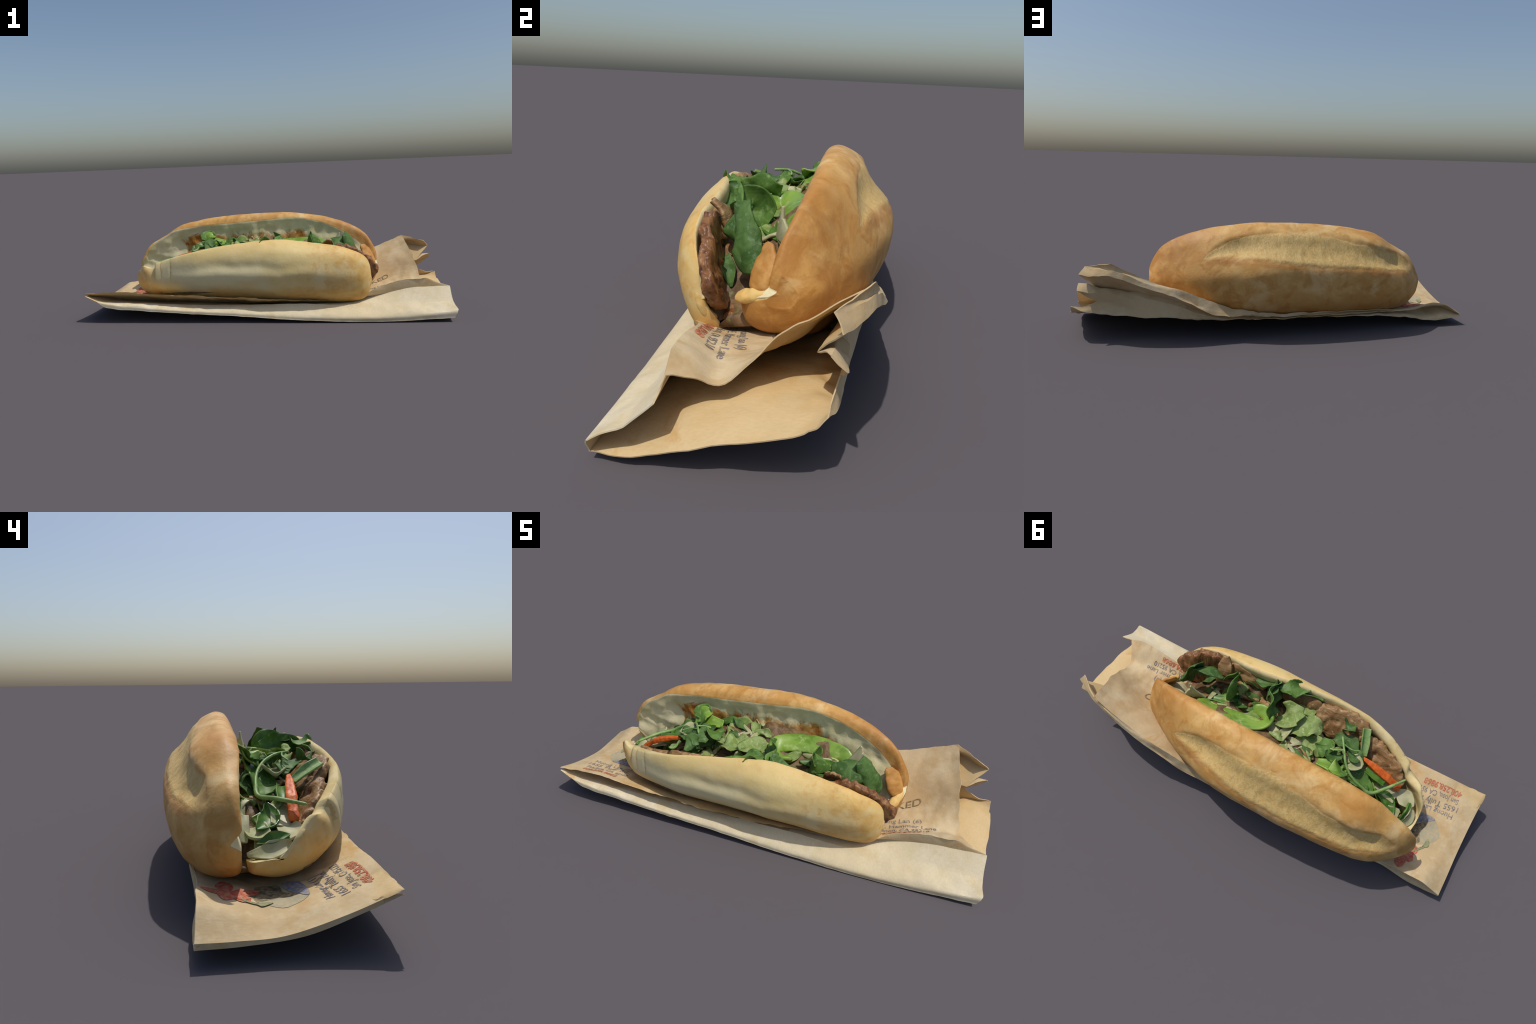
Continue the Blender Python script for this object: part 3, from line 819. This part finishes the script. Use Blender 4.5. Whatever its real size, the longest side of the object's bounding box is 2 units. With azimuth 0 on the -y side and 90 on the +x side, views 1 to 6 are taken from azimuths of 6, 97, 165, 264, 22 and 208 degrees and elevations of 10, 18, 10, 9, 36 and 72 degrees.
sheet("herb_leaf", [(.04, -.060, 0.405), (.055, -.12, 0.415), (.07, -.18, 0.410), (.07, -.24, 0.405)], [.03, .044, .046, .036], [(-1, .2, .35), (-1, .2, .3)], "leaf_green", -.3, .010, 2, "broad", 0, .004, 6)
sheet("herb_leaf", [(.07, -.20, 0.420), (.01, -.225, 0.437), (-.055, -.262, 0.418)], [.035, .05, .035], (0, .2, 1), "leaf_green", -.2, .008, 1.5, "leaf", 2, .004, 7)
sheet("herb_leaf", [(.11, -.145, .36), (.10, -.19, .395), (.09, -.235, .42)], [.035, .045, .03], [(1, .3, .5), (1, .3, .3)], "leaf_dark", .2, .008, 1.5, "leaf", 0, .004, 8)
sheet("herb_leaf", [(.06, -.240, 0.402), (-.04, -.252, 0.406), (-.13, -.252, 0.395)], [.012, .028, .012], (0, -.5, 1), "leaf_green", -.3, .003, 1.5, "leaf", 0, .005, 10)

# curl of green pepper leaning against the upper half
RING = [(.375, -.016, 0.342), (.345, .002, 0.360), (.28, .008, 0.372), (.20, .008, 0.380), (.12, .0, 0.380), (.066, -.025, 0.374), (.052, -.062, 0.365), (.085, -.090, 0.355), (.145, -.085, 0.348)]
bar("pepper_ring", RING, [.030, .036, .042, .046, .048, .044, .038, .032, .020], .009, [(.2, -.75, .65), (0, -.8, .6), (0, -.8, .6), (0, -.75, .65), (.3, -.5, .8), (.7, .0, .7), (.4, .6, .7)], "pepper", 3.2, .005, 12, 80, 28, seed=2, ends=.04)
sheet("pepper_ring", [(.37, -.03, 0.322), (.31, -.055, 0.332), (.24, -.07, 0.338), (.17, -.08, 0.340)], [.014, .026, .026, .012], (0, -.4, .9), "pepper_dark", -.4, .004, 1, "leaf", 0, .010, 4)
sheet("pepper_flesh", [(.34, -.018, 0.337), (.27, -.014, 0.349), (.19, -.014, 0.357), (.12, -.022, 0.357)], [.014, .026, .028, .016], (0, -.7, .7), "flesh", .2, .002, 1, "leaf", 0, .008, 46)
sheet("cucumber_piece", [(.33, -.02, 0.330), (.25, -.025, 0.345), (.17, -.03, 0.345)], [.02, .034, .02], (0, -.5, .8), "cucumber", .2, .004, 1, "leaf", 0, .010, 44)

# pale lettuce and ribs
sheet("lettuce_leaf", [(.03, -.085, 0.347), (-.01, -.10, 0.387), (-.04, -.13, 0.416), (-.078, -.158, 0.394)], [.035, .062, .062, .035], [(.3, -.3, .9), (-.3, .1, 1)], "lettuce", -.35, .007, 1.6, "broad", 0, .004, 11)
sheet("lettuce_leaf", [(-.05, -.06, 0.372), (-.10, -.10, 0.392), (-.145, -.12, 0.392), (-.19, -.13, 0.367)], [.05, .064, .06, .045], [(0, -.2, 1), (-.3, -.1, 1)], "lettuce", -.2, .009, 2, "broad", 3, .004, 12)
sheet("lettuce_leaf", [(-.10, .0, 0.347), (-.15, -.03, 0.377), (-.20, -.05, 0.377), (-.235, -.02, 0.357)], [.035, .055, .055, .035], [(0, -.2, 1), (-.2, 0, 1)], "lettuce", -.3, .009, 1.6, "broad", 0, .004, 13)
sheet("lettuce_leaf", [(-.02, -.19, 0.347), (-.07, -.195, 0.362), (-.12, -.19, 0.352)], [.035, .05, .035], (0, -.3, 1), "lettuce", -.3, .009, 1.6, "broad", 0, .004, 26)
sheet("lettuce_leaf", [(-.06, .04, .35), (-.13, .03, .385), (-.21, .035, .385)], [.03, .05, .035], (0, -.5, .9), "lettuce", -.3, .008, 1.6, "broad", 0, .004, 27)
sheet("lettuce_rib", [(-.02, .045, 0.348), (-.035, 0, 0.378), (-.05, -.045, 0.388), (-.056, -.078, 0.378)], [.022, .026, .022, .012], (.1, -.1, 1), "lettuce_rib", -.5, .003, 1, "strip", 0, .010, 6)
sheet("lettuce_rib", [(-.04, .03, 0.338), (-.085, .0, 0.370), (-.135, -.03, 0.365)], [.03, .038, .02], (0, -.2, 1), "lettuce_rib", -.4, .004, 1, "strip", 0, .010, 7)
sheet("cucumber_piece", [(.07, .03, 0.318), (.03, -.01, 0.356), (.0, -.06, 0.365)], [.034, .034, .022], (0, -.3, 1), "cucumber", -.3, .004, 1, "strip", 0, .010, 9)
sheet("pepper_strip", [(-.235, .018, .385), (-.30, .010, .394), (-.385, .022, .365)], [.018, .036, .022], (0, -.5, .85), "pepper", -.25, .003, 1, "strip", 0, .012, 10)

# herbs round the long stem near the closed end
STEM = [(-.283, -.130, .418), (-.318, -.075, .415), (-.35, -.03, .395), (-.395, .0, .365), (-.455, .012, .332), (-.503, .008, .304), (-.555, -.045, .305), (-.618, -.128, .298)]
W = [.005, .005, .006, .006, .008, .008, .007, .005]
bar("herb_stem", STEM, W, W, (0, .3, 1), "stem", 2, 0, nu=70, nv=12, ends=.02)
bar("herb_stem", [(-.318, -.075, .416), (-.285, -.06, .412), (-.258, -.055, .405)], .004, .004, (0, 0, 1), "stem", 2, 0, nu=20, nv=10, ends=.05)
bar("herb_stem", [(-.30, -.10, .419), (-.345, -.095, .41), (-.38, -.11, .40)], .003, .003, (0, 0, 1), "stem", 2, 0, nu=20, nv=10, ends=.05)
sheet("herb_leaf", [(-.205, -.095, 0.375), (-.23, -.065, 0.403), (-.24, -.01, 0.380)], [.03, .045, .028], [(.3, 0, 1), (-.2, .2, 1)], "leaf_green", -.3, .006, 1.5, "leaf", 0, .004, 14)
sheet("herb_leaf", [(-.25, -.125, 0.375), (-.285, -.125, 0.400), (-.33, -.125, 0.393), (-.375, -.115, 0.375)], [.03, .046, .046, .025], (0, -.2, 1), "leaf_dark", -.2, .006, 1.5, "broad", 2, .004, 15)
sheet("herb_leaf", [(-.255, -.055, 0.385), (-.275, -.04, 0.390), (-.325, -.05, 0.380)], [.03, .046, .025], (0, -.2, 1), "leaf_dark", -.2, .006, 1.5, "leaf", 2, .004, 16)
sheet("herb_leaf", [(-.33, -.085, 0.385), (-.37, -.09, 0.380), (-.41, -.10, 0.360)], [.025, .04, .02], (0, -.2, 1), "leaf_dark", -.2, .006, 1.5, "leaf", 0, .004, 17)
sheet("herb_leaf", [(-.265, -.165, .39), (-.285, -.19, .415), (-.305, -.22, .375)], [.025, .042, .016], (-.2, -.6, .8), "leaf_dark", -.4, .005, 1.5, "leaf", 0, .004, 18)
sheet("herb_leaf", [(-.35, -.02, .380), (-.42, -.02, .345), (-.49, -.01, .305)], [.035, .058, .03], (-.3, -.3, 1), "leaf_green", -.2, .007, 1.5, "broad", 0, .004, 19)
sheet("herb_leaf", [(-.37, .025, .37), (-.43, .025, .335), (-.485, .03, .29)], [.025, .045, .025], (-.3, -.4, 1), "leaf_dark", -.2, .007, 1.5, "leaf", 0, .004, 39)
sheet("lettuce_leaf", [(-.30, .03, .395), (-.345, .02, .430), (-.38, .02, .415)], [.03, .05, .03], (0, -.6, .7), "leaf_green", -.3, .006, 1.5, "leaf", 0, .005, 20)
sheet("pepper_strip", [(-.355, -.01, .375), (-.335, .015, .425), (-.30, .045, .425)], [.03, .048, .03], (-.4, -.6, .6), "pepper", -.2, .004, 1, "leaf", 0, .008, 21)
sheet("pepper_strip", [(-.362, -.224, .394), (-.378, -.18, .372), (-.402, -.12, .334)], [.020, .021, .015], (-.5, 0, 1), "stem", -.5, .002, 1, "strip", 0, .010, 12)
sheet("cucumber_piece", [(-.335, -.06, .365), (-.375, -.06, .378), (-.418, -.065, .36)], [.03, .044, .03], (-.1, -.1, 1), "cucumber", -.3, .003, 1, "leaf", 0, .014, 13)
bar("carrot_stick", [(-.392, -.108, 0.354), (-.46, -.100, 0.334), (-.54, -.092, 0.299), (-.612, -.088, 0.246)], [.006, .016, .018, .016], [.007, .012, .012, .010], [(-.2, .15, 1), (-.4, .1, 1)], "carrot", 5, .003, 26, 50, 28, seed=15, ends=.03)
bar("carrot_stick", [(.02, .065, .365), (-.06, .08, .372), (-.13, .085, .365)], .012, .009, (0, 0, 1), "carrot", 4, .003, seed=19, ends=.03)
sheet("pepper_strip", [(-.435, -.075, .325), (-.49, -.07, .318), (-.540, -.062, .300)], [.016, .021, .016], (-.2, -.2, 1), "pepper_dark", -.5, .002, 1, "strip", 0, .010, 22)
sheet("pepper_strip", [(-.40, -.035, .33), (-.455, -.02, .32), (-.505, .0, .30)], [.022, .032, .02], (0, -.2, 1), "pepper_dark", -.4, .004, 1, "leaf", 0, .008, 23)
sheet("pepper_strip", [(-.465, -.075, .305), (-.505, -.05, .275), (-.545, -.015, .255), (-.575, .03, .238)], [.012, .016, .018, .016], (-.6, -.2, 1), "pepper", -.4, .002, 1, "strip", 0, .012, 45)
sheet("pepper_strip", [(-.525, -.01, .285), (-.57, -.02, .262), (-.61, .0, .248), (-.635, .03, .230)], [.018, .032, .034, .02], [(-.2, -.2, 1), (-.5, -.1, 1)], "pepper_dark", -.35, .003, 1, "leaf", 0, .010, 24)
sheet("cucumber_piece", [(-.50, -.055, .272), (-.555, -.055, .258), (-.615, -.045, .236)], [.02, .034, .03], (-.4, -.1, 1), "cucumber", -.2, .003, 1, "strip", 0, .010, 25)
sheet("cucumber_piece", [(-.59, .055, .222), (-.625, .03, .224), (-.655, -.01, .220)], [.025, .042, .025], (-.5, -.1, 1), "cucumber", -.2, .004, 1, "leaf", 0, .010, 27)
sheet("radish_slice", [(-.605, -.082, .238), (-.655, -.070, .232), (-.698, -.050, .208)], [.030, .042, .030], (-.5, .2, 1), "onion", -.25, .004, 1, "leaf", 0, .010, 28)
sheet("pepper_strip", [(-.684, -.062, .226), (-.690, -.02, .222), (-.676, .035, .198)], [.012, .019, .010], (-.8, 0, .8), "pepper_dark", -.4, .002, 1, "leaf", 0, .010, 29)
sheet("radish_slice", [(-.695, -.065, .205), (-.712, -.01, .190), (-.695, .065, .172)], [.022, .030, .014], (-.8, 0, .8), "onion", -.2, .003, 1, "leaf", 0, .012, 30)
sheet("radish_slice", [(-.58, .062, .262), (-.62, .068, .235), (-.655, .074, .198)], [.012, .020, .012], (-.6, -.4, .8), "onion", -.2, .003, 1, "strip", 0, .008, 31)
sheet("radish_slice", [(.395, -.018, .335), (.41, -.014, .385), (.421, -.011, .433)], [.036, .019, .002], (.3, -1, .1), "onion", .2, .001, 1, "strip", 0, .010, 32)
sheet("radish_slice", [(.43, -.005, .335), (.434, -.003, .365), (.428, -.008, .400)], [.024, .020, .004], (.6, -.7, .1), "onion", .2, .001, 1, "strip", 0, .010, 33)
# torn crust and crumb left standing at the open-mouth end of the upper half
CRUMB_PLAIN = bpy.data.materials["bread_crumb"]
bar("crust_flap", [(.598, -.045, .245), (.580, -.040, .295), (.560, -.032, .335), (.538, -.036, .366)], [.030, .040, .036, .014], [.020, .016, .012, .006], (.75, -.65, .1), CRUST_G, 2.4, .005, 18, 40, 28, seed=34)
bar("crumb_tear", [(.614, -.016, .256), (.604, -.054, .243), (.592, -.084, .232), (.580, -.104, .220)], [.014, .019, .021, .014], [.010, .014, .016, .010], (.5, .1, .8), CRUST_P, 2.2, .005, 22, 50, 30, seed=36)
bar("crumb_tear", [(.556, -.212, .250), (.568, -.204, .205), (.564, -.190, .165), (.545, -.165, .135)], .014, .013, (1, 0, .2), CRUST_P, 2.2, .003, 22, 40, 24, seed=37)
